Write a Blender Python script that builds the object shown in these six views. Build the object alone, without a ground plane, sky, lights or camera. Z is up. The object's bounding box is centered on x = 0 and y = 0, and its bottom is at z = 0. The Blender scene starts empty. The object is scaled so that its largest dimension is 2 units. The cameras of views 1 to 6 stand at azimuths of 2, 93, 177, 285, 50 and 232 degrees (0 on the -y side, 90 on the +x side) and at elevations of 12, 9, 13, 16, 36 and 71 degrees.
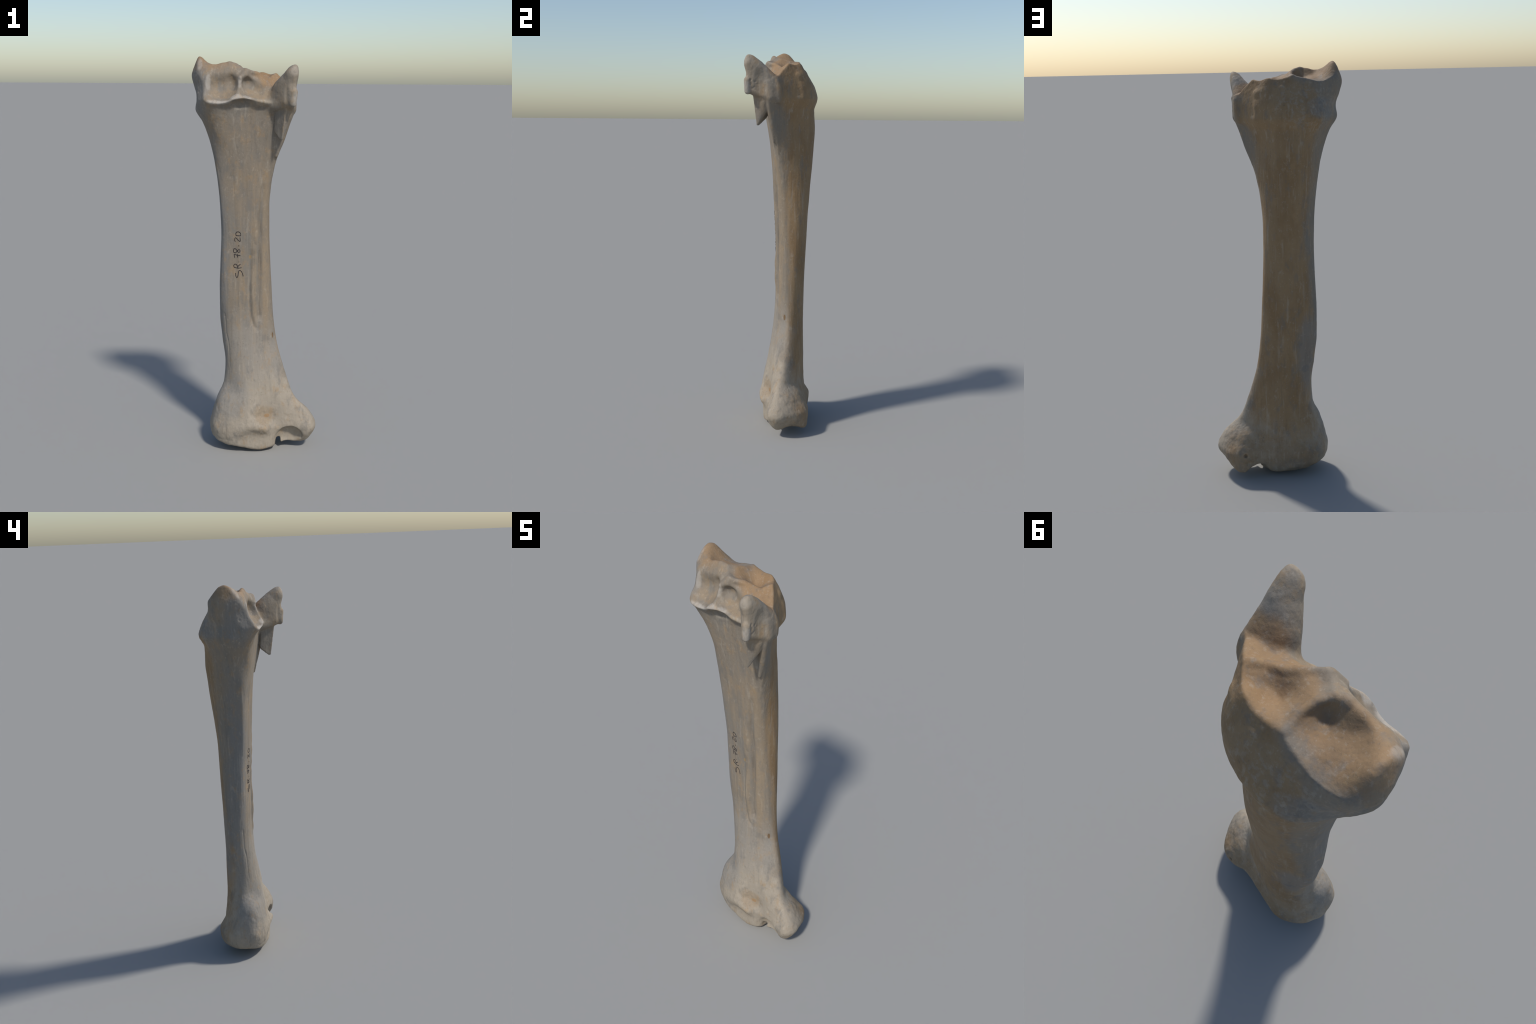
# A large fossil leg bone standing upright: a boxy shaft, a broad faceted joint
# head with a broken side-bone spur, and a two-lobed foot with a side hook.
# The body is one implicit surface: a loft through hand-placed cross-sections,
# capped above and below by smooth joint surfaces, blended with processes and
# carved with hollows, then meshed and split into its anatomical parts.
import bpy, math
import numpy as np

STEP = 0.0032            # mesh cell size
rng = np.random.default_rng(78)

# ------------------------------------------------------------------ sections
CX, CY = -0.05, 0.03     # rough axis


def spline_closed(pts, n=24):
    p = np.array(pts, float)
    a, b, c, d = np.roll(p, 1, 0), p, np.roll(p, -1, 0), np.roll(p, -2, 0)
    t = np.linspace(0, 1, n, endpoint=False)[:, None, None]
    q = 0.5 * ((2 * b) + (c - a) * t + (2 * a - 5 * b + 4 * c - d) * t ** 2
               + (-a + 3 * b - 3 * c + d) * t ** 3)
    return q.transpose(1, 0, 2).reshape(-1, 2)


NTH = 256
TH = np.linspace(-math.pi, math.pi, NTH, endpoint=False)


def to_polar(p):
    p = np.asarray(p, float)
    th = np.arctan2(p[:, 1] - CY, p[:, 0] - CX)
    r = np.hypot(p[:, 0] - CX, p[:, 1] - CY)
    o = np.argsort(th)
    return np.interp(TH, th[o], r[o], period=2 * math.pi)


def solve_exponent(a, b, nx, ny, want):
    """exponent of a superellipse quadrant whose support along n is `want`"""
    best, bn = 9e9, 2.4
    for n in np.linspace(1.55, 6.0, 90):
        q = n / (n - 1)
        s = ((a * abs(nx)) ** q + (b * abs(ny)) ** q) ** (1 / q)
        if abs(s - want) < best:
            best, bn = abs(s - want), n
    return bn


def quad_section(xl, xr, yf, yb, xf, xb, yl, yr, fl, fr, br, bl):
    """four superellipse quarters between the left, front, right and back
    extremes; fl.. are the reach of the bone along four slanted directions"""
    pts = []
    for sx, sy, x0, y0, a, b, n, c in (
            (1, 1, xb, yr, xr - xb, yb - yr, (0.655, 0.756), br),
            (-1, 1, xb, yl, xb - xl, yb - yl, (-0.65, 0.76), bl),
            (-1, -1, xf, yl, xf - xl, yl - yf, (-0.60, -0.80), fl),
            (1, -1, xf, yr, xr - xf, yr - yf, (0.65, -0.76), fr)):
        e = solve_exponent(a, b, n[0], n[1], c - n[0] * x0 - n[1] * y0)
        t = np.linspace(0, math.pi / 2, 40)
        if sx * sy < 0:
            t = t[::-1]
        ct, st = np.cos(t) ** (2 / e), np.sin(t) ** (2 / e)
        pts += list(zip(x0 + sx * a * ct, y0 + sy * b * st))
    return to_polar(pts)


def drawn_section(*pts):
    return to_polar(spline_closed(pts))


SECTIONS = [
    # ---- foot
    (-0.03, drawn_section((.25, .0), (.25, .05), (.21, .11), (.16, .12), (.09, .11), (0, .11), (-.08, .11), (-.14, .08),
                          (-.16, .04), (-.16, 0), (-.13, -.05), (-.08, -.065), (-.02, -.07), (.05, -.065), (.09, -.045),
                          (.13, -.01), (.19, -.01))),
    (0.01, drawn_section((.268, -.005), (.27, .04), (.235, .11), (.20, .138), (.15, .14), (.10, .12), (0, .128),
                         (-.10, .13), (-.165, .095), (-.19, .045), (-.192, 0), (-.16, -.055), (-.105, -.082), (-.05, -.085),
                         (0, -.084), (.05, -.076), (.095, -.058), (.125, -.025), (.18, -.015), (.235, -.025))),
    (0.06, drawn_section((.298, -.015), (.302, .03), (.272, .09), (.222, .15), (.16, .153), (.105, .132), (0, .142),
                         (-.11, .158), (-.185, .115), (-.222, .05), (-.228, 0), (-.195, -.064), (-.135, -.09), (-.07, -.094),
                         (0, -.093), (.05, -.082), (.09, -.062), (.12, -.035), (.18, -.03), (.245, -.042))),
    (0.12, drawn_section((.308, -.025), (.316, .02), (.288, .085), (.232, .15), (.16, .158), (.108, .142), (0, .150),
                         (-.113, .163), (-.198, .116), (-.231, .053), (-.238, 0), (-.207, -.072), (-.145, -.098),
                         (-.07, -.106), (0, -.102), (.05, -.084), (.09, -.060), (.13, -.05), (.18, -.052), (.25, -.054),
                         (.288, -.047))),
    (0.19, drawn_section((.283, -.010), (.282, .030), (.246, .082), (.190, .117), (.125, .125), (.06, .127), (.0, .132),
                         (-.05, .138), (-.11, .130), (-.175, .098), (-.213, .05), (-.225, 0), (-.203, -.06),
                         (-.145, -.088), (-.07, -.098), (0, -.086), (.05, -.058), (.09, -.040), (.15, -.040), (.215, -.040),
                         (.260, -.030))),
    (0.27, drawn_section((.206, .0), (.199, .034), (.162, .070), (.110, .097), (.05, .114), (0, .126), (-.05, .131),
                         (-.11, .116), (-.165, .080), (-.193, .03), (-.199, -.01), (-.182, -.05), (-.135, -.074),
                         (-.06, -.082), (.0, -.070), (.06, -.046), (.12, -.034), (.170, -.020))),
    # ---- shaft: x-left, x-right, y-front, y-back, where those lie, slanted reaches
    (0.36, quad_section(-.163, .168, -.064, .130, -.05, -.02, .02, .03, .1005, .084, .148, .152)),
    (0.46, quad_section(-.157, .135, -.048, .127, -.05, -.02, .03, .04, .093, .058, .135, .154)),
    (0.58, quad_section(-.172, .105, -.034, .126, -.06, -.03, .04, .05, .094, .037, .121, .157)),
    (0.70, quad_section(-.185, .089, -.027, .127, -.07, -.04, .05, .05, .099, .035, .1165, .162)),
    (0.85, quad_section(-.186, .079, -.026, .131, -.07, -.04, .05, .05, .110, .033, .117, .163)),
    (1.00, quad_section(-.180, .070, -.028, .138, -.07, -.04, .05, .05, .113, .031, .118, .160)),
    (1.14, quad_section(-.176, .065, -.035, .143, -.07, -.03, .05, .05, .117, .033, .119, .158)),
    (1.27, quad_section(-.180, .064, -.042, .152, -.07, -.04, .04, .03, .127, .039, .119, .163)),
    (1.40, quad_section(-.191, .075, -.050, .163, -.07, -.06, .03, .01, .140, .053, .116, .168)),
    (1.50, quad_section(-.206, .096, -.062, .170, -.09, -.07, .02, -.015, .152, .075, .113, .178)),
    (1.60, drawn_section((.130, -.025), (.098, .02), (.067, .062), (.035, .106), (.0, .146), (-.045, .168), (-.09, .174),
                         (-.13, .154), (-.175, .102), (-.208, .050), (-.230, .000), (-.215, -.042), (-.165, -.077),
                         (-.08, -.076), (0, -.062), (.06, -.054), (.112, -.048))),
    # ---- head
    (1.69, drawn_section((.160, -.052), (.122, .0), (.090, .050), (.055, .100), (.0, .150), (-.06, .168), (-.13, .162),
                         (-.188, .122), (-.232, .062), (-.261, .000), (-.250, -.05), (-.205, -.092), (-.13, -.096),
                         (-.05, -.082), (.03, -.070), (.09, -.066), (.135, -.068))),
    (1.755, drawn_section((.190, -.045), (.153, .004), (.116, .062), (.088, .117), (.03, .160), (-.04, .181),
                          (-.13, .185), (-.200, .158), (-.254, .085), (-.294, .01), (-.287, -.05), (-.252, -.10),
                          (-.207, -.125), (-.13, -.112), (-.05, -.092), (.03, -.080), (.09, -.078), (.14, -.080),
                          (.175, -.075))),
    (1.80, drawn_section((.190, -.045), (.152, .006), (.116, .060), (.088, .112), (.03, .156), (-.04, .172), (-.13, .172),
                         (-.205, .138), (-.258, .078), (-.288, .01), (-.284, -.06), (-.262, -.115), (-.22, -.156),
                         (-.14, -.152), (-.07, -.138), (.0, -.122), (.07, -.113), (.13, -.10), (.175, -.082))),
    (1.86, drawn_section((.184, -.045), (.148, .000), (.112, .050), (.080, .092), (.03, .132), (-.04, .142), (-.13, .138),
                         (-.21, .112), (-.276, .082), (-.304, .025), (-.286, -.05), (-.255, -.118), (-.217, -.160),
                         (-.14, -.156), (-.07, -.143), (.0, -.127), (.07, -.115), (.13, -.10), (.175, -.082))),
    (1.91, drawn_section((.176, -.04), (.138, -.002), (.105, .035), (.072, .070), (.03, .104), (-.04, .107), (-.13, .108),
                         (-.21, .098), (-.284, .082), (-.316, .025), (-.294, -.05), (-.255, -.12), (-.217, -.160),
                         (-.14, -.156), (-.07, -.143), (.0, -.127), (.07, -.115), (.13, -.10), (.175, -.082))),
    (1.96, drawn_section((.170, -.04), (.130, -.005), (.095, .025), (.065, .050), (.03, .075), (-.04, .080), (-.13, .085),
                         (-.21, .090), (-.278, .078), (-.302, .025), (-.285, -.05), (-.255, -.115), (-.217, -.160),
                         (-.14, -.156), (-.07, -.143), (.0, -.127), (.07, -.115), (.13, -.10), (.175, -.082))),
    (2.03, drawn_section((.170, -.04), (.130, -.01), (.095, .02), (.065, .035), (.03, .05), (-.04, .055), (-.13, .06),
                         (-.20, .06), (-.250, .055), (-.270, .01), (-.265, -.04), (-.245, -.10), (-.217, -.160),
                         (-.14, -.156), (-.07, -.143), (.0, -.127), (.07, -.115), (.13, -.10), (.175, -.082))),
]


def pchip(x, y, xq):
    h = np.diff(x)[:, None]
    d = np.diff(y, axis=0) / h
    m = np.zeros_like(y)
    w1, w2 = 2 * h[1:] + h[:-1], h[1:] + 2 * h[:-1]
    ok = d[:-1] * d[1:] > 0
    with np.errstate(all='ignore'):
        hm = (w1 + w2) / (w1 / d[:-1] + w2 / d[1:])
    m[1:-1] = np.where(ok, hm, 0)
    m[0], m[-1] = d[0], d[-1]
    i = np.clip(np.searchsorted(x, xq) - 1, 0, len(x) - 2)
    t = ((xq - x[i]) / (x[i + 1] - x[i]))[:, None]
    hh = (x[i + 1] - x[i])[:, None]
    return ((1 + 2 * t) * (1 - t) ** 2 * y[i] + t * (1 - t) ** 2 * hh * m[i]
            + t * t * (3 - 2 * t) * y[i + 1] + t * t * (t - 1) * hh * m[i + 1])


Z0, Z1, NZ = -0.03, 2.03, 620
RADII = pchip(np.array([s[0] for s in SECTIONS]), np.array([s[1] for s in SECTIONS]), np.linspace(Z0, Z1, NZ))
RADII = np.concatenate([RADII, RADII[:, :1]], 1)


def loft(p):
    dx, dy = p[:, 0] - CX, p[:, 1] - CY
    r = np.hypot(dx, dy)
    a = (np.arctan2(dy, dx) + math.pi) / (2 * math.pi) * NTH
    b = np.clip((p[:, 2] - Z0) / (Z1 - Z0) * (NZ - 1), 0, NZ - 1.001)
    i, j = np.minimum(a.astype(int), NTH - 1), b.astype(int)
    s, t = a - i, b - j
    R = ((RADII[j, i] * (1 - s) + RADII[j, i + 1] * s) * (1 - t)
         + (RADII[j + 1, i] * (1 - s) + RADII[j + 1, i + 1] * s) * t)
    return (r - R) * 0.92


# ------------------------------------------------------- joint surfaces (x,y,z)
TOP_POINTS = np.array([
    # medial peak: a broad crest
    (-.269, -.002, 2.004), (-.272, -.036, 1.988), (-.274, -.060, 1.958), (-.270, .032, 1.993), (-.266, .062, 1.960),
    (-.32, .0, 1.98), (-.31, -.06, 1.92), (-.31, .07, 1.94),
    # medial facet
    (-.225, .005, 1.956), (-.222, .045, 1.940), (-.175, .025, 1.936), (-.118, -.008, 1.930), (-.125, .045, 1.929),
    (-.225, .088, 1.920), (-.150, .092, 1.930), (-.190, -.030, 1.954),
    # front rim of the medial facet
    (-.130, -.050, 1.978), (-.166, -.062, 1.970), (-.200, -.060, 1.966), (-.240, -.072, 1.952),
    # middle ridge
    (-.084, -.006, 1.957), (-.078, .035, 1.945), (-.087, .083, 1.944), (-.10, -.045, 1.970), (-.095, .12, 1.94),
    # lateral facet
    (-.009, .031, 1.893), (-.03, .0, 1.922), (.03, .03, 1.896), (-.060, -.045, 1.948), (-.03, .06, 1.920),
    (.023, .087, 1.934), (.0, .13, 1.93), (.06, .062, 1.922),
    # second ridge
    (.091, .037, 1.926), (.066, .002, 1.904), (.023, -.014, 1.915), (.0, -.033, 1.928), (-.041, -.060, 1.942),
    (-.041, -.086, 1.932), (-.080, -.096, 1.905),
    # side slope toward the spur
    (.088, -.023, 1.876), (.054, -.055, 1.872), (.125, -.02, 1.876), (.17, -.03, 1.850), (.10, -.07, 1.850),
    (.19, -.08, 1.83),
    # front edge: lip, ridge and the two hollows above it
    (-.220, -.150, 1.790), (-.150, -.142, 1.798), (-.112, -.148, 1.818), (-.060, -.125, 1.828), (-.005, -.112, 1.815),
    (.040, -.112, 1.790), (.075, -.112, 1.768), (.12, -.12, 1.78), (-.243, -.112, 1.863), (-.217, -.094, 1.913),
    (-.175, -.108, 1.848), (-.130, -.100, 1.872), (-.120, -.122, 1.830), (-.083, -.106, 1.889), (-.072, -.114, 1.855),
    (-.020, -.092, 1.848), (.010, -.080, 1.858), (.04, -.088, 1.828), (.015, -.105, 1.815), (-.28, -.14, 1.80),
])

BOTTOM_POINTS = np.array([
    # main lobe
    (0, -.05, .0), (0, .03, .003), (.03, .09, .002), (.08, 0, .004), (-.05, 0, .008), (-.09, -.085, .026), (.10, -.055, .018),
    (.10, .03, .010), (-.15, 0, .022), (-.20, .03, .040), (-.12, .12, .028), (-.06, .12, .020), (-.19, .10, .055),
    (-.15, -.06, .030), (-.22, -.02, .055), (.02, -.085, .008), (-.04, -.085, .016), (0, .15, .035), (-.1, .16, .065),
    # hook
    (.118, .0, .020), (.118, .09, .040), (.145, .02, .034), (.145, .09, .046),
    (.20, 0, .026), (.20, .07, .036), (.215, .133, .030), (.17, .13, .036), (.268, -.01, .036), (.262, .10, .070),
    (.30, .05, .10), (.245, -.05, .07), (.17, -.03, .034), (.30, -.03, .085),
])


def plate(points, smooth=1e-5):
    """thin-plate spline z(x, y) through the control points"""
    def k(d2):
        return np.where(d2 > 0, 0.5 * d2 * np.log(d2 + 1e-12), 0)
    n = len(points)
    X = points[:, :2]
    A = np.zeros((n + 3, n + 3))
    A[:n, :n] = k(((X[:, None] - X[None]) ** 2).sum(2)) + smooth * np.eye(n)
    A[:n, n] = 1
    A[:n, n + 1:] = X
    A[n:, :n] = A[:n, n:].T
    w = np.linalg.solve(A, np.concatenate([points[:, 2], np.zeros(3)]))
    gx, gy = np.linspace(-.36, .36, 241), np.linspace(-.24, .24, 161)
    G = np.stack(np.meshgrid(gx, gy, indexing='ij'), -1).reshape(-1, 2)
    z = k(((G[:, None] - X[None]) ** 2).sum(2)) @ w[:n] + w[n] + G @ w[n + 1:]
    return z.reshape(241, 161)


TOP, BOTTOM = plate(TOP_POINTS) - .004, plate(BOTTOM_POINTS) + .004
SLOPES = [np.hypot(*np.gradient(g, .003)) for g in (TOP, BOTTOM)]


def sheet(grid, p):
    a = np.clip((p[:, 0] + .36) / .003, 0, 239.99)
    b = np.clip((p[:, 1] + .24) / .003, 0, 159.99)
    i, j = a.astype(int), b.astype(int)
    s, t = a - i, b - j
    return ((grid[i, j] * (1 - s) + grid[i + 1, j] * s) * (1 - t)
            + (grid[i, j + 1] * (1 - s) + grid[i + 1, j + 1] * s) * t)


# --------------------------------------------------------------- SDF helpers
def smax(a, b, k):
    h = np.maximum(k - np.abs(a - b), 0) / k
    return np.maximum(a, b) + h * h * k * 0.25


def smin(a, b, k):
    return -smax(-a, -b, k)


def ellipsoid(p, c, r, yaw=0.0):
    q = p - np.array(c)
    if yaw:
        cs, sn = math.cos(yaw), math.sin(yaw)
        q = np.stack([q[:, 0] * cs + q[:, 1] * sn, -q[:, 0] * sn + q[:, 1] * cs, q[:, 2]], 1)
    k0 = np.linalg.norm(q / np.array(r), axis=1)
    k1 = np.linalg.norm(q / np.array(r) ** 2, axis=1)
    return k0 * (k0 - 1) / np.maximum(k1, 1e-6)


def scoop(p, c, r, e=3.0, yaw=0.0):
    """squarish superellipsoid"""
    q = p - np.array(c)
    if yaw:
        cs, sn = math.cos(yaw), math.sin(yaw)
        q = np.stack([q[:, 0] * cs + q[:, 1] * sn, -q[:, 0] * sn + q[:, 1] * cs, q[:, 2]], 1)
    return ((np.abs(q / np.array(r)) ** e).sum(1) ** (1 / e) - 1) * min(r)


def capsule(p, a, b, ra, rb):
    a, b = np.array(a), np.array(b)
    d = b - a
    t = np.clip(((p - a) @ d) / (d @ d), 0, 1)
    return np.linalg.norm(p - a - t[:, None] * d, axis=1) - (ra + (rb - ra) * t)


def chain(p, pts, k=0.01):
    f = None
    for (a, ra), (b, rb) in zip(pts[:-1], pts[1:]):
        g = capsule(p, a, b, ra, rb)
        f = g if f is None else np.minimum(f, g)
    return f


def halfspaces(p, planes, k):
    f = None
    for n, c in planes:
        n = np.array(n, float)
        l = np.linalg.norm(n)
        g = (p @ n - c) / l
        f = g if f is None else smax(f, g, k)
    return f


# ------------------------------------------------------------------ the bone
def hull(p, inside, triangles, k):
    """convex lump given by some of its corner triangles"""
    planes = []
    for a, b, c in triangles:
        a, b, c = map(np.array, (a, b, c))
        n = np.cross(b - a, c - a)
        if n @ (np.array(inside) - a) > 0:
            n = -n
        planes.append((n / np.linalg.norm(n), a @ n / np.linalg.norm(n)))
    return halfspaces(p, planes, k)


def spur(p):
    """broken remnant of the side bone: a pyramid on the head's front corner"""
    body = halfspaces(p, [
        ((1, 0, -.05), .191 - .05 * 1.88),             # side facet
        ((-.70, -.715, 0), .021),                      # inner front face
        ((0, -1, 0), .185),                            # front end
        ((-1.13, 0, 1), 1.960 - 1.13 * .165),          # inner slope of the tip
        ((0, .95, 1), 1.960 - .95 * .130),             # back slope of the tip
        ((0, -.30, -1), -1.717),                       # underside
        ((0, 1, 0), .01),
    ], .034)
    tip = chain(p, [((.168, -.154, 1.921), .0225), ((.160, -.128, 1.900), .025), ((.12, -.09, 1.86), .026)])
    body = smin(body, tip, .030)
    body = smax(body, -ellipsoid(p, (.206, -.098, 1.815), (.026, .040, .080)), .012)   # sunken side facet
    # waist under the tip, white pillar below it, slit along the inner face
    body = smax(body, -ellipsoid(p, (.150, -.212, 1.872), (.06, .030, .022)), .015)
    body = smin(body, capsule(p, (.173, -.168, 1.782), (.180, -.168, 1.835), .015, .016), .012)
    body = smax(body, -ellipsoid(p, (.138, -.176, 1.815), (.010, .014, .055)), .010)
    return body


def splinter_plate(p):
    """pointed splinter hanging below the spur"""
    t, q1, b, c, d = (.122, -.124, 1.598), (.084, -.076, 1.648), (.080, -.095, 1.74), (.140, -.142, 1.745), (.168, -.10, 1.745)
    f = hull(p, (.125, -.105, 1.70), [(t, q1, c), (t, c, d), (t, q1, (.150, -.060, 1.70)), (q1, b, (.10, -.06, 1.70))], .006)
    f = smax(f, p[:, 0] + .35 * (1.745 - p[:, 2]) - .176, .008)
    f = smax(f, p[:, 1] + .058, .008)
    return smax(smax(f, p[:, 2] - 1.765, .01), 1.611 - p[:, 2], .006)


def bone(p):
    z = p[:, 2]
    f = loft(p)
    # joint surfaces
    top = z > 1.6
    if top.any():
        q = p[top]
        g = (q[:, 2] - sheet(TOP, q)) / np.sqrt(1 + sheet(SLOPES[0], q) ** 2)
        h = smax(f[top], g, .009)
        # sharp crests between the facets
        h = smin(h, chain(q, [((-.128, -.048, 1.966), .009), ((-.100, -.036, 1.960), .009), ((-.084, -.004, 1.951), .009),
                              ((-.078, .036, 1.940), .009), ((-.086, .078, 1.934), .009)]), .014)
        h = smin(h, chain(q, [((-.076, -.094, 1.902), .008), ((-.042, -.070, 1.932), .009), ((.0, -.036, 1.921), .009),
                              ((.024, -.016, 1.908), .008), ((.066, .002, 1.897), .007), ((.088, .032, 1.915), .007)]), .014)
        # two scooped hollows on the front, and a shallow one on the corner
        h = smax(h, -ellipsoid(q, (-.166, -.168, 1.872), (.088, .096, .080)), .018)
        h = smax(h, -ellipsoid(q, (-.122, -.128, 1.885), (.036, .062, .050)), .018)
        h = smax(h, -ellipsoid(q, (.008, -.155, 1.858), (.088, .092, .062)), .014)
        h = smax(h, -ellipsoid(q, (-.030, -.110, 1.876), (.040, .052, .036)), .012)
        # the lip arches up in the middle
        h = smax(h, -ellipsoid(q, (-.045, -.150, 1.768), (.085, .060, .038)), .008)
        h = smax(h, -ellipsoid(q, (-.300, -.118, 1.87), (.045, .050, .075)), .03)
        # shelf across the back, and the furrow beside it
        h = smin(h, capsule(q, (.070, .080, 1.862), (-.03, .112, 1.880), .016, .012), .02)
        h = smax(h, -capsule(q, (.128, .088, 1.87), (.114, .104, 1.77), .020, .012), .02)
        h = smin(h, spur(q), .014)
        f[top] = h
    mid = (z > 1.48) & (z < 1.80)
    if mid.any():
        q = p[mid]
        h = f[mid]
        # hollow between the shaft and the lost side bone, with its two rims
        h = smin(h, chain(q, [((.150, -.055, 1.72), .020), ((.124, -.042, 1.62), .016), ((.098, -.034, 1.53), .006)]), .014)
        h = smin(h, chain(q, [((.075, -.072, 1.60), .010), ((.083, -.062, 1.53), .008)]), .012)
        h = smax(h, -chain(q, [((.122, -.090, 1.715), .020), ((.112, -.078, 1.65), .019), ((.104, -.064, 1.58), .014),
                               ((.098, -.056, 1.535), .007)]), .008)
        h = smax(h, -ellipsoid(q, (.055, -.128, 1.715), (.055, .030, .035)), .015)
        h = smin(h, splinter_plate(q), .006)
        h = smax(h, -capsule(q, (.168, -.125, 1.735), (.162, -.085, 1.66), .010, .006), .006)
        f[mid] = h
    low = z < 0.42
    if low.any():
        q = p[low]
        g = (sheet(BOTTOM, q) - q[:, 2]) / np.sqrt(1 + sheet(SLOPES[1], q) ** 2)
        h = smax(f[low], g, .012)
        # recess under the side hook, slot beside the main lobe
        h = smax(h, -ellipsoid(q, (.182, -.056, .072), (.070, .050, .060)), .012)
        h = smax(h, -scoop(q, (.120, -.02, .012), (.015, .14, .050), 3), .008)
        h = smax(h, -scoop(q, (.122, .125, .022), (.052, .07, .048), 2.3), .014)
        # hollow above the main lobe, knob below it, dent between knobs
        h = smax(h, -ellipsoid(q, (.068, -.096, .190), (.040, .034, .055)), .030)
        h = smin(h, ellipsoid(q, (.010, -.082, .130), (.050, .020, .026)), .045)
        h = smax(h, -ellipsoid(q, (.005, -.118, .084), (.042, .020, .026)), .050)
        # blind hole and dimple at the back of the side hook
        h = smax(h, -ellipsoid(q, (.179, .158, .126), (.010, .014, .010)), .010)
        h = smax(h, -ellipsoid(q, (.155, .168, .085), (.030, .022, .016)), .015)
        f[low] = h
    return f


# ------------------------------------------------------------ value noise 3D
TABLE = rng.random(4096)


def vnoise(p, scale):
    q = p * np.array(scale)
    i = np.floor(q).astype(np.int64)
    t = q - i
    t = t * t * (3 - 2 * t)
    out = 0
    for dx in (0, 1):
        for dy in (0, 1):
            for dz in (0, 1):
                h = ((i[:, 0] + dx) * 73856093 ^ (i[:, 1] + dy) * 19349663 ^ (i[:, 2] + dz) * 83492791) & 4095
                w = (t[:, 0] if dx else 1 - t[:, 0]) * (t[:, 1] if dy else 1 - t[:, 1]) * (t[:, 2] if dz else 1 - t[:, 2])
                out = out + TABLE[h] * w
    return out - 0.5


def bump(x, a, b, s):
    """1 between a and b with soft shoulders s"""
    return np.clip((x - a) / s + .5, 0, 1) * np.clip((b - x) / s + .5, 0, 1)


def groove(p, pts, width, depth, front=True):
    """narrow furrow following x(z) on the front (or back) of the bone"""
    pts = np.array(pts)
    x = np.interp(p[:, 2], pts[:, 0], pts[:, 1])
    on = bump(p[:, 2], pts[0, 0], pts[-1, 0], .03) * ((p[:, 1] < .03) if front else (p[:, 1] > .07))
    ragged = .95 + 1.5 * vnoise(p, (45, 45, 13))
    x = x + vnoise(p, (20, 20, 16)) * .010
    return -depth * np.exp(-((p[:, 0] - x) / width) ** 2) * on * ragged


PIT_FIELD = [(.19, y, zz, r) for y, zz, r in (
    (-.150, 1.838, .0048), (-.128, 1.829, .0060), (-.114, 1.815, .0065), (-.152, 1.818, .0050), (-.140, 1.796, .0050),
    (-.130, 1.803, .0045), (-.128, 1.789, .0050), (-.117, 1.787, .0040), (-.148, 1.778, .0040), (-.138, 1.766, .0045),
    (-.108, 1.748, .0040), (-.095, 1.775, .0030))]
PIT_FIELD += [(.167, -.012, 1.805, .0045), (.136, .023, 1.805, .0045), (.150, .01, 1.775, .003)]
PIT_FIELD += [(-.279, -.07, 1.836, .005), (.105, .158, .165, .005), (-.03, .15, .13, .003)]


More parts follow.
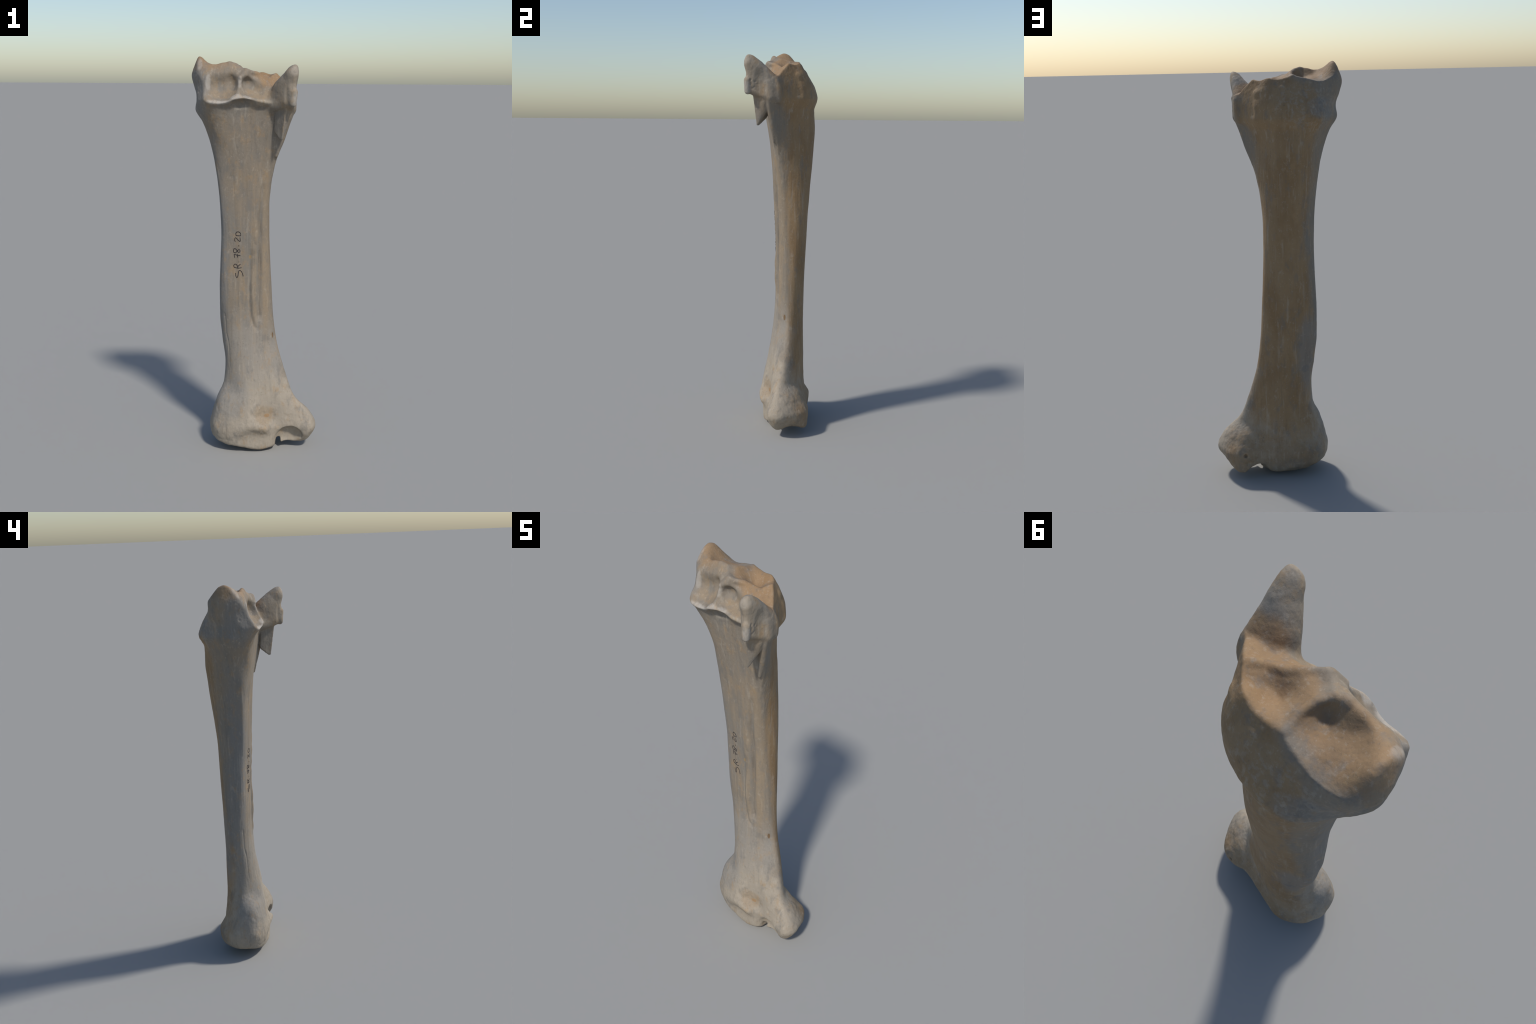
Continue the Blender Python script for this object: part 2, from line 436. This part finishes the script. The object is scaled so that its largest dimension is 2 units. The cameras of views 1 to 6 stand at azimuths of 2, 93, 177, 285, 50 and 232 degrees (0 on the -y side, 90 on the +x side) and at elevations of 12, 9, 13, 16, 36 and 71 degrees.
def relief(p):
    """fine surface relief, outward positive"""
    z = p[:, 2]
    fibre = vnoise(p, (130, 130, 9)) * .0011 + vnoise(p, (60, 60, 4)) * .0014
    grain = vnoise(p, (150, 150, 120)) * .0008 + vnoise(p, (60, 60, 50)) * .0012
    shaft = bump(z, .33, 1.62, .25)
    d = fibre * shaft + grain * (1 - .7 * shaft)
    d += vnoise(p, (14, 14, 9)) * .0035 * (1 - .75 * shaft)
    foot = bump(z, -.1, .26, .15)
    d += foot * (vnoise(p, (30, 30, 22)) * .0034 + vnoise(p, (75, 75, 60)) * .0018)
    # rough patch above the main lobe and over the back of the head
    r1 = np.exp(-(((p[:, 0] - .02) / .07) ** 2 + ((p[:, 1] + .09) / .06) ** 2 + ((z - .21) / .08) ** 2))
    d += r1 * (vnoise(p, (55, 55, 28)) * .007 + vnoise(p, (110, 110, 60)) * .003)
    r2 = np.exp(-(((p[:, 0] + .20) / .10) ** 2 + ((p[:, 1] - .14) / .07) ** 2 + ((z - 1.78) / .07) ** 2))
    d += r2 * vnoise(p, (95, 95, 95)) * .0045
    # rough muscle line down the front
    xl = np.interp(z, [.62, .75, .85, .95, 1.1, 1.3, 1.42], [.004, -.008, -.018, -.014, -.006, .004, .020])
    on = bump(z, .66, 1.38, .10) * (p[:, 1] < .03)
    d += on * np.exp(-((p[:, 0] - xl) / .012) ** 2) * (.0020 + .010 * np.abs(vnoise(p, (45, 45, 16))))
    d += bump(z, .76, .92, .06) * (p[:, 1] < .03) * np.exp(-((p[:, 0] + .014) / .014) ** 2) * .005
    # furrows
    d += groove(p, [(.70, .020), (.80, .016), (1.0, .022), (1.25, .026), (1.38, .032)], .012, .0085)
    d += groove(p, [(.64, .004), (.74, -.030), (.82, -.038), (.92, -.033), (1.05, -.022)], .012, .0050)
    d += groove(p, [(.43, -.128), (.50, -.135), (.60, -.145), (.72, -.158)], .0035, .0028)
    d += groove(p, [(.30, .075), (.42, .068), (.55, .052), (.66, .048)], .010, .0030)
    d += groove(p, [(.45, -.085), (.60, -.098), (.80, -.105)], .0035, .0014, front=False)
    for x, y, zz, r in PIT_FIELD:
        q = p - np.array((x, y, zz))
        d -= .9 * r * np.exp(-(q * q).sum(1) / (r * r))
    # soot-dark foramen on the side of the shaft
    q = p - np.array((.098, .028, .60))
    d -= .004 * np.exp(-((q[:, 0] / .02) ** 2 + (q[:, 1] / .006) ** 2 + (q[:, 2] / .016) ** 2))
    return d


# ------------------------------------------------------- meshing (surface nets)
def build_mesh():
    lo = np.array((-.335, -.205, -.026))
    hi = np.array((.335, .205, 2.024))
    n = np.ceil((hi - lo) / STEP).astype(int) + 1
    # coarse pass finds the blocks that the surface crosses
    B = 8
    nb = np.ceil((n - 1) / B).astype(int)
    n = nb * B + 1
    bc = np.stack(np.meshgrid(*[np.arange(k) for k in nb], indexing='ij'), -1).reshape(-1, 3)
    cen = lo + (bc + .5) * B * STEP
    keep = bc[np.abs(bone(cen)) < B * STEP * 1.35]
    F = np.full(n, 1.0, np.float32)
    done = np.zeros(n, bool)
    off = np.stack(np.meshgrid(*[np.arange(B + 1)] * 3, indexing='ij'), -1).reshape(-1, 3)
    # sign outside the narrow band from the block centres
    sg = bone(cen).reshape(nb)
    Fb = np.repeat(np.repeat(np.repeat(sg, B, 0), B, 1), B, 2)
    F[:-1, :-1, :-1] = Fb
    for s in range(0, len(keep), 400):
        idx = (keep[s:s + 400, None] * B + off[None]).reshape(-1, 3)
        F[idx[:, 0], idx[:, 1], idx[:, 2]] = bone(lo + idx * STEP)
    S = F < 0
    corners = [(a, b, c) for a in (0, 1) for b in (0, 1) for c in (0, 1)]

    def sl(A, o):
        return A[o[0]:n[0] - 1 + o[0], o[1]:n[1] - 1 + o[1], o[2]:n[2] - 1 + o[2]]
    cnt = sum(sl(S, o).astype(np.int8) for o in corners)
    cells = np.argwhere((cnt > 0) & (cnt < 8))
    vid = np.full(n - 1, -1, np.int64)
    vid[tuple(cells.T)] = np.arange(len(cells))
    acc = np.zeros((len(cells), 3))
    num = np.zeros(len(cells))
    for o in corners:
        for ax in range(3):
            if o[ax]:
                continue
            o2 = list(o)
            o2[ax] = 1
            fa = F[cells[:, 0] + o[0], cells[:, 1] + o[1], cells[:, 2] + o[2]].astype(float)
            fb = F[cells[:, 0] + o2[0], cells[:, 1] + o2[1], cells[:, 2] + o2[2]].astype(float)
            m = (fa < 0) != (fb < 0)
            t = np.where(m, fa / np.where(m, fa - fb, 1), 0)
            pos = np.array(o, float)[None] + 0 * acc
            pos[:, ax] = t
            acc[m] += pos[m]
            num[m] += 1
    verts = lo + (cells + acc / num[:, None]) * STEP
    quads = []
    for ax in range(3):
        b, c = (ax + 1) % 3, (ax + 2) % 3
        e = [0, 0, 0]
        e[ax] = 1
        A = S[1:-1, 1:-1, 1:-1]
        Bn = S[1 + e[0]:n[0] - 1 + e[0], 1 + e[1]:n[1] - 1 + e[1], 1 + e[2]:n[2] - 1 + e[2]]
        for flip in (False, True):
            g = np.argwhere((A & ~Bn) if not flip else (~A & Bn)) + 1
            if not len(g):
                continue
            db, dc = np.zeros(3, int), np.zeros(3, int)
            db[b], dc[c] = 1, 1
            ring = [g - db - dc, g - dc, g, g - db]
            if flip:
                ring = ring[::-1]
            q = np.stack([vid[tuple(r.T)] for r in ring], 1)
            quads.append(q[(q >= 0).all(1)])
    quads = np.concatenate(quads)
    # drop stray islands: keep the largest connected component
    lab = np.arange(len(verts))
    while True:
        m = lab[quads].min(1)
        new = lab.copy()
        for k in range(4):
            np.minimum.at(new, quads[:, k], m)
        new = new[new]
        if (new == lab).all():
            break
        lab = new
    u, c = np.unique(lab[quads[:, 0]], return_counts=True)
    quads = quads[lab[quads[:, 0]] == u[c.argmax()]]
    used = np.unique(quads)
    remap = np.full(len(verts), -1)
    remap[used] = np.arange(len(used))
    verts, quads = verts[used], remap[quads]

    # settle on the surface, relax once, add the fine relief
    def grad(v):
        h = .0012
        g = np.stack([bone(v + d) - bone(v - d) for d in np.eye(3) * h], 1) / (2 * h)
        return g, np.maximum(np.linalg.norm(g, axis=1), .3)
    for _ in range(2):
        s = np.zeros_like(verts)
        w = np.zeros(len(verts))
        for a, b in ((0, 1), (1, 2), (2, 3), (3, 0)):
            np.add.at(s, quads[:, a], verts[quads[:, b]])
            np.add.at(s, quads[:, b], verts[quads[:, a]])
            np.add.at(w, quads[:, a], 1)
            np.add.at(w, quads[:, b], 1)
        verts = .4 * verts + .6 * s / w[:, None]
    f = bone(verts)
    g, l = grad(verts)
    verts = verts - g * np.clip(f / l ** 2, -STEP, STEP)[:, None] * .9
    nrm = g / np.linalg.norm(g, axis=1)[:, None].clip(1e-6)
    verts = verts + nrm * relief(verts)[:, None]
    verts[:, 2] -= verts[:, 2].min()
    verts[:, 2] *= 2.0 / verts[:, 2].max()
    return verts, quads


# ------------------------------------------------------------------ materials
def bone_material():
    mat = bpy.data.materials.new("weathered_bone")
    mat.use_nodes = True
    nt = mat.node_tree
    N, L = nt.nodes, nt.links
    N.clear()
    out = N.new("ShaderNodeOutputMaterial")
    bsdf = N.new("ShaderNodeBsdfPrincipled")
    L.new(bsdf.outputs[0], out.inputs[0])
    tc = N.new("ShaderNodeTexCoord")
    P = tc.outputs["Object"]

    def noise(scale, detail=4, rough=.55, stretch=(1, 1, 1), w=0.0):
        m = N.new("ShaderNodeMapping")
        m.inputs["Scale"].default_value = stretch
        m.inputs["Location"].default_value = (w, w * .7, w * 1.3)
        L.new(P, m.inputs["Vector"])
        t = N.new("ShaderNodeTexNoise")
        t.inputs["Scale"].default_value = scale
        t.inputs["Detail"].default_value = detail
        t.inputs["Roughness"].default_value = rough
        L.new(m.outputs[0], t.inputs["Vector"])
        return t.outputs["Fac"]

    def math_(op, a, b=None, clamp=False):
        m = N.new("ShaderNodeMath")
        m.operation = op
        m.use_clamp = clamp
        for i, v in enumerate((a, b)):
            if v is None:
                continue
            if isinstance(v, (int, float)):
                m.inputs[i].default_value = v
            else:
                L.new(v, m.inputs[i])
        return m.outputs[0]

    def ramp(v, a, b, lo=0.0, hi=1.0):
        m = N.new("ShaderNodeMapRange")
        m.interpolation_type = 'SMOOTHSTEP'
        for i, x in enumerate((a, b, lo, hi)):
            m.inputs[i + 1].default_value = x
        L.new(v, m.inputs[0])
        return m.outputs[0]

    def mix(fac, a, b):
        m = N.new("ShaderNodeMix")
        m.data_type = 'RGBA'
        if isinstance(fac, (int, float)):
            m.inputs[0].default_value = fac
        else:
            L.new(fac, m.inputs[0])
        for i, v in ((6, a), (7, b)):
            if isinstance(v, tuple):
                m.inputs[i].default_value = (*v, 1)
            else:
                L.new(v, m.inputs[i])
        return m.outputs[2]

    def blob(c, r, soft=.55, wobble=.35):
        """soft-edged ellipsoidal patch with a ragged margin"""
        a = N.new("ShaderNodeVectorMath")
        a.operation = 'SUBTRACT'
        L.new(P, a.inputs[0])
        a.inputs[1].default_value = c
        b = N.new("ShaderNodeVectorMath")
        b.operation = 'DIVIDE'
        L.new(a.outputs[0], b.inputs[0])
        b.inputs[1].default_value = r
        l = N.new("ShaderNodeVectorMath")
        l.operation = 'LENGTH'
        L.new(b.outputs[0], l.inputs[0])
        d = math_('ADD', l.outputs["Value"], math_('MULTIPLY', math_('SUBTRACT', EDGE, .5), wobble * 2))
        return ramp(d, 1 + soft * .5, 1 - soft * .5)

    EDGE = noise(22, 5, .6)
    sep = N.new("ShaderNodeSeparateXYZ")
    L.new(P, sep.inputs[0])
    X, Y, Z = sep.outputs

    fibre = noise(60, 5, .6, (1, 1, .09))
    fibre2 = noise(22, 4, .6, (1, 1, .12), 3.1)
    cloud = noise(7, 4, .6, (1, 1, .5), 1.7)
    grain = noise(95, 4, .65, w=.4)
    speck = noise(210, 3, .7, w=7.7)

    # ---- ground colour: grey-beige with long streaks
    col = mix(ramp(cloud, .35, .65), GREY, BEIGE)
    col = mix(math_('MULTIPLY', ramp(fibre2, .45, .72), .55), col, TAN)
    # ---- brown hind side (old varnish-like patina), ragged border along the flanks
    side = math_('ADD', Y, math_('MULTIPLY', math_('SUBTRACT', noise(9, 5, .62, (1, 1, .35), 5.2), .5), .11))
    side = math_('ADD', side, math_('MULTIPLY', math_('MULTIPLY', X, .35), ramp(Z, .5, 1.2)))
    brown = math_('MULTIPLY', ramp(side, .035, .085), ramp(Z, -.05, .22))
    browncol = mix(ramp(noise(11, 5, .6, (1, 1, .45), 4.4), .36, .64), BROWN, BROWN2)
    col = mix(math_('MULTIPLY', brown, .92), col, browncol)
    # ---- patches
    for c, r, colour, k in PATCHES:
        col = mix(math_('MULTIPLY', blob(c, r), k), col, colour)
    col = mix(math_('MULTIPLY', ramp(noise(26, 5, .65, (1, 1, .6), 2.2), .52, .70), .50), col, OCHRE)
    col = mix(math_('MULTIPLY', ramp(noise(38, 4, .6, (1, 1, .7), 12.3), .42, .28), .28), col, PALE)
    col = mix(math_('MULTIPLY', ramp(noise(19, 5, .65, (1, 1, .5), 9.2), .52, .70), .50), col, (.165, .155, .140))
    rough = math_('MULTIPLY', blob((-.17, .13, 1.79), (.17, .12, .11)), ramp(noise(60, 3, .6, w=6.1), .48, .66))
    col = mix(math_('MULTIPLY', rough, .38), col, (.31, .275, .225))
    # ---- fine streaks, grain and specks
    col = mix(math_('MULTIPLY', ramp(fibre, .55, .75), .30), col, DARK)
    col = mix(math_('MULTIPLY', ramp(fibre, .45, .28), .30), col, PALE)
    col = mix(math_('MULTIPLY', ramp(grain, .57, .74), .38), col, DARK)
    col = mix(math_('MULTIPLY', ramp(grain, .42, .28), .26), col, PALE)
    col = mix(math_('MULTIPLY', ramp(speck, .64, .74), .30), col, (.09, .06, .04))
    for c, r, colour, k in SPOTS:
        col = mix(math_('MULTIPLY', blob(c, r, .35, .25), k), col, colour)
    L.new(col, bsdf.inputs["Base Color"])
    bsdf.inputs["Roughness"].default_value = .72
    bsdf.inputs["Specular IOR Level"].default_value = .22
    h = math_('ADD', math_('MULTIPLY', fibre, .6), math_('MULTIPLY', grain, .8))
    bp = N.new("ShaderNodeBump")
    bp.inputs["Strength"].default_value = .35
    bp.inputs["Distance"].default_value = .004
    L.new(h, bp.inputs["Height"])
    L.new(bp.outputs[0], bsdf.inputs["Normal"])
    return mat


GREY, BEIGE, TAN = (.205, .184, .155), (.240, .197, .148), (.285, .215, .140)
BROWN, BROWN2 = (.290, .196, .106), (.248, .156, .076)
OCHRE = (.320, .215, .115)
DARK, PALE = (.130, .105, .080), (.420, .370, .300)
ORANGE, CREAM, SLATE, WHITE = (.290, .185, .098), (.360, .308, .240), (.205, .198, .186), (.460, .420, .370)
PATCHES = [
    # paler lower shaft, foot and spur
    ((-.04, -.03, .46), (.22, .12, .26), (.315, .285, .245), .5),
    ((.02, -.03, .10), (.42, .16, .30), CREAM, .75),
    ((.17, -.15, 1.88), (.06, .08, .10), CREAM, .35),
    # grey flank on the medial side
    ((-.21, -.03, .85), (.07, .10, .75), SLATE, .75),
    ((-.27, -.06, 1.83), (.06, .09, .12), SLATE, .55),
    ((-.24, .12, 1.79), (.10, .09, .05), SLATE, .55),
    ((-.16, .11, .62), (.07, .06, .20), SLATE, .65),
    # warm joint facets
    ((-.20, .01, 1.96), (.11, .085, .075), ORANGE, .85),
    ((.0, .02, 1.92), (.13, .08, .05), ORANGE, .85),
    ((.10, -.03, 1.89), (.10, .055, .045), ORANGE, .85),
    ((-.15, -.11, 1.83), (.07, .03, .025), TAN, .7),
    ((.01, -.09, 1.83), (.07, .03, .03), TAN, .7),
    ((.16, -.10, 1.78), (.05, .07, .05), TAN, .5),
    ((-.18, -.155, 1.79), (.06, .025, .020), WHITE, .7),
    ((-.09, -.145, 1.815), (.05, .022, .014), WHITE, .7),
    ((.0, -.125, 1.813), (.06, .022, .012), WHITE, .6),
    ((.05, -.12, 1.78), (.07, .025, .025), CREAM, .6),
    ((.185, -.17, 1.80), (.02, .02, .035), WHITE, .6),
    ((-.12, -.07, .30), (.09, .06, .12), SLATE, .5),
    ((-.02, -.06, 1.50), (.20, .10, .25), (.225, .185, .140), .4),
    # ochre stain above the lobe
    ((.055, -.07, .20), (.065, .04, .05), TAN, .6),
    # rough tan muscle line
    ((.052, -.02, 1.02), (.022, .05, .46), TAN, .6),
    ((-.010, -.03, 1.02), (.014, .05, .36), TAN, .5),
    ((.020, -.03, .95), (.009, .05, .30), DARK, .30),
    ((-.272, -.055, 1.965), (.014, .030, .030), WHITE, .4),
    ((-.225, -.105, 1.885), (.014, .020, .045), WHITE, .45),
    ((-.078, -.108, 1.885), (.012, .022, .030), WHITE, .4),
    ((.178, -.165, 1.93), (.020, .040, .022), WHITE, .25),
]
SPOTS = [
    ((.062, -.065, .190), (.016, .03, .011), (.30, .165, .065), .6),
    ((-.028, -.035, 1.023), (.0075, .03, .011), (.30, .205, .105), .85),
    ((.098, .028, .60), (.03, .006, .016), (.16, .09, .035), .8),
    ((-.125, .10, .545), (.02, .03, .018), (.12, .12, .125), .3),
]


def ink_material():
    mat = bpy.data.materials.new("faded_ink")
    mat.use_nodes = True
    nt = mat.node_tree
    b = nt.nodes["Principled BSDF"]
    tc = nt.nodes.new("ShaderNodeTexCoord")
    t = nt.nodes.new("ShaderNodeTexNoise")
    t.inputs["Scale"].default_value = 160
    r = nt.nodes.new("ShaderNodeValToRGB")
    r.color_ramp.elements[0].color = (.022, .018, .020, 1)
    r.color_ramp.elements[1].color = (.065, .055, .052, 1)
    nt.links.new(tc.outputs["Object"], t.inputs["Vector"])
    nt.links.new(t.outputs["Fac"], r.inputs[0])
    nt.links.new(r.outputs[0], b.inputs["Base Color"])
    b.inputs["Roughness"].default_value = .7
    b.inputs["Specular IOR Level"].default_value = .2
    return mat


# --------------------------------------------------------------------- parts
def make_object(name, verts, faces, mat, parent, normals=None):
    me = bpy.data.meshes.new(name)
    me.from_pydata(verts.tolist(), [], faces.tolist())
    me.update()
    me.polygons.foreach_set("use_smooth", np.ones(len(faces), bool))
    if normals is not None:
        me.normals_split_custom_set_from_vertices(normals.tolist())
    me.materials.append(mat)
    ob = bpy.data.objects.new(name, me)
    bpy.context.scene.collection.objects.link(ob)
    ob.parent = parent
    return ob


def vertex_normals(v, q):
    fn = np.cross(v[q[:, 2]] - v[q[:, 0]], v[q[:, 3]] - v[q[:, 1]])
    n = np.zeros_like(v)
    for k in range(4):
        np.add.at(n, q[:, k], fn)
    return n / np.linalg.norm(n, axis=1)[:, None].clip(1e-12)


# handwritten catalogue mark, pen strokes in mark units: along the shaft (up),
# across the shaft (to the right)


def curve_through(pts, n=10):
    p = np.array(pts, float)
    if len(p) < 3:
        t = np.linspace(0, 1, n)[:, None]
        return p[0] * (1 - t) + p[-1] * t
    p = np.vstack([2 * p[0] - p[1], p, 2 * p[-1] - p[-2]])
    t = np.linspace(0, 1, n, endpoint=False)[:, None]
    o = []
    for a, b, c, d in zip(p[:-3], p[1:-2], p[2:-1], p[3:]):
        o.append(.5 * (2 * b + (c - a) * t + (2 * a - 5 * b + 4 * c - d) * t ** 2 + (-a + 3 * b - 3 * c + d) * t ** 3))
    return np.vstack(o + [p[-2:-1]])


GLYPHS = [  # (right, down) in mark units, as the mark is read on the standing bone
    ("letter", [[(562, 828), (566, 865), (580, 896), (597, 888), (606, 850), (614, 800), (632, 784), (655, 802), (675, 838),
                 (684, 878)]]),
    ("letter", [[(540, 738), (600, 748), (660, 742)], [(542, 736), (536, 708), (552, 688), (576, 692), (594, 716), (602, 744)],
                [(598, 728), (618, 706), (642, 684)]]),
    ("dot", [[(614, 650), (621, 654)]]),
    ("numeral", [[(552, 586), (546, 560), (546, 534), (590, 545), (644, 552)], [(596, 582), (598, 528)]]),
    ("numeral", [[(592, 478), (566, 508), (538, 500), (532, 468), (546, 444), (570, 450), (592, 478), (612, 500), (632, 490),
                  (632, 464), (614, 458), (592, 478)]]),
    ("dash", [[(616, 388), (619, 408)]]),
    ("numeral", [[(562, 334), (552, 312), (556, 282), (572, 274), (594, 296), (616, 318), (636, 328), (638, 300), (634, 266)]]),
    ("letter", [[(572, 238), (606, 240), (646, 240)], [(574, 238), (570, 208), (586, 184), (612, 180), (636, 194), (646, 216),
                                                      (646, 240)]]),
]


def write_mark(parent, mat):
    for name, strokes in GLYPHS:
        V, Fc = [], []
        for st in strokes:
            c = curve_through(st, 8)
            x = -.1790 + (400 + c[:, 0] / 7.84 - 441) * .00250
            z = .9490 - (440 + c[:, 1] / 7.84 - 542) * .00257
            # drop onto the front of the bone
            y0, y1 = np.full(len(x), -.16), np.full(len(x), .05)
            for _ in range(30):
                ym = (y0 + y1) / 2
                pm = np.stack([x, ym, z], 1)
                g = (bone(pm) - relief(pm)) < 0
                y1 = np.where(g, ym, y1)
                y0 = np.where(g, y0, ym)
            P3 = np.stack([x, y1 - .0002, z], 1)
            T = np.gradient(P3, axis=0)
            T /= np.linalg.norm(T, axis=1)[:, None]
            Nn = np.array((-.25, -.97, 0.0))
            Nn = Nn / np.linalg.norm(Nn)
            W = np.cross(T, Nn)
            W /= np.linalg.norm(W, axis=1)[:, None]
            m, base = 8, sum(len(v) for v in V)
            ang = np.arange(m) / m * 2 * math.pi
            wid = .0020 * (1 + .15 * np.sin(np.arange(len(x)) * .9))
            wid[0] *= .6
            wid[-1] *= .6
            ring = (P3[:, None] + W[:, None] * (np.cos(ang)[None, :, None] * wid[:, None, None])
                    + Nn * (np.sin(ang)[None, :, None] * .0011))
            V.append(ring.reshape(-1, 3))
            k = len(x)
            for i in range(k - 1):
                for j in range(m):
                    a, b = base + i * m + j, base + i * m + (j + 1) % m
                    Fc.append((a, b, b + m, a + m))
            for s in (0, (k - 1) * m):
                for j in range(1, m - 2, 2):
                    Fc.append((base + s, base + s + j, base + s + j + 1, base + s + j + 2))
        make_object(name, np.vstack(V), np.array(Fc), mat, parent)


def main():
    verts, quads = build_mesh()
    nrm = vertex_normals(verts, quads)
    root = bpy.data.objects.new("fossil_leg_bone", None)
    bpy.context.scene.collection.objects.link(root)
    root["label"] = "tall grey-brown weathered leg bone with flared joint ends"
    root["category"] = "bone"
    mat = bone_material()
    cen = verts[quads].mean(1)
    x, y, z = cen.T
    is_spur = (z > 1.60) & (((x * -.70 + y * -.715) > -.045) & (x > .085) & (y < -.05) & (z > 1.72) | (y < -.088) & (x > .095) & (z < 1.78))
    region = np.where(is_spur, 3, np.where(z > 1.64, 2, np.where(z < .33, 0, 1)))
    region = np.where((region == 0) & (x > .113), 4, region)
    parts = {}
    for k, name in enumerate(("condyle", "shaft", "joint_head", "side_bone_spur", "hook")):
        q = quads[region == k]
        used = np.unique(q)
        m = np.full(len(verts), -1)
        m[used] = np.arange(len(used))
        parts[name] = make_object(name, verts[used], m[q], mat, root, nrm[used])
    ink = ink_material()
    mark = bpy.data.objects.new("inscription", None)
    bpy.context.scene.collection.objects.link(mark)
    mark.parent = root
    write_mark(mark, ink)


main()
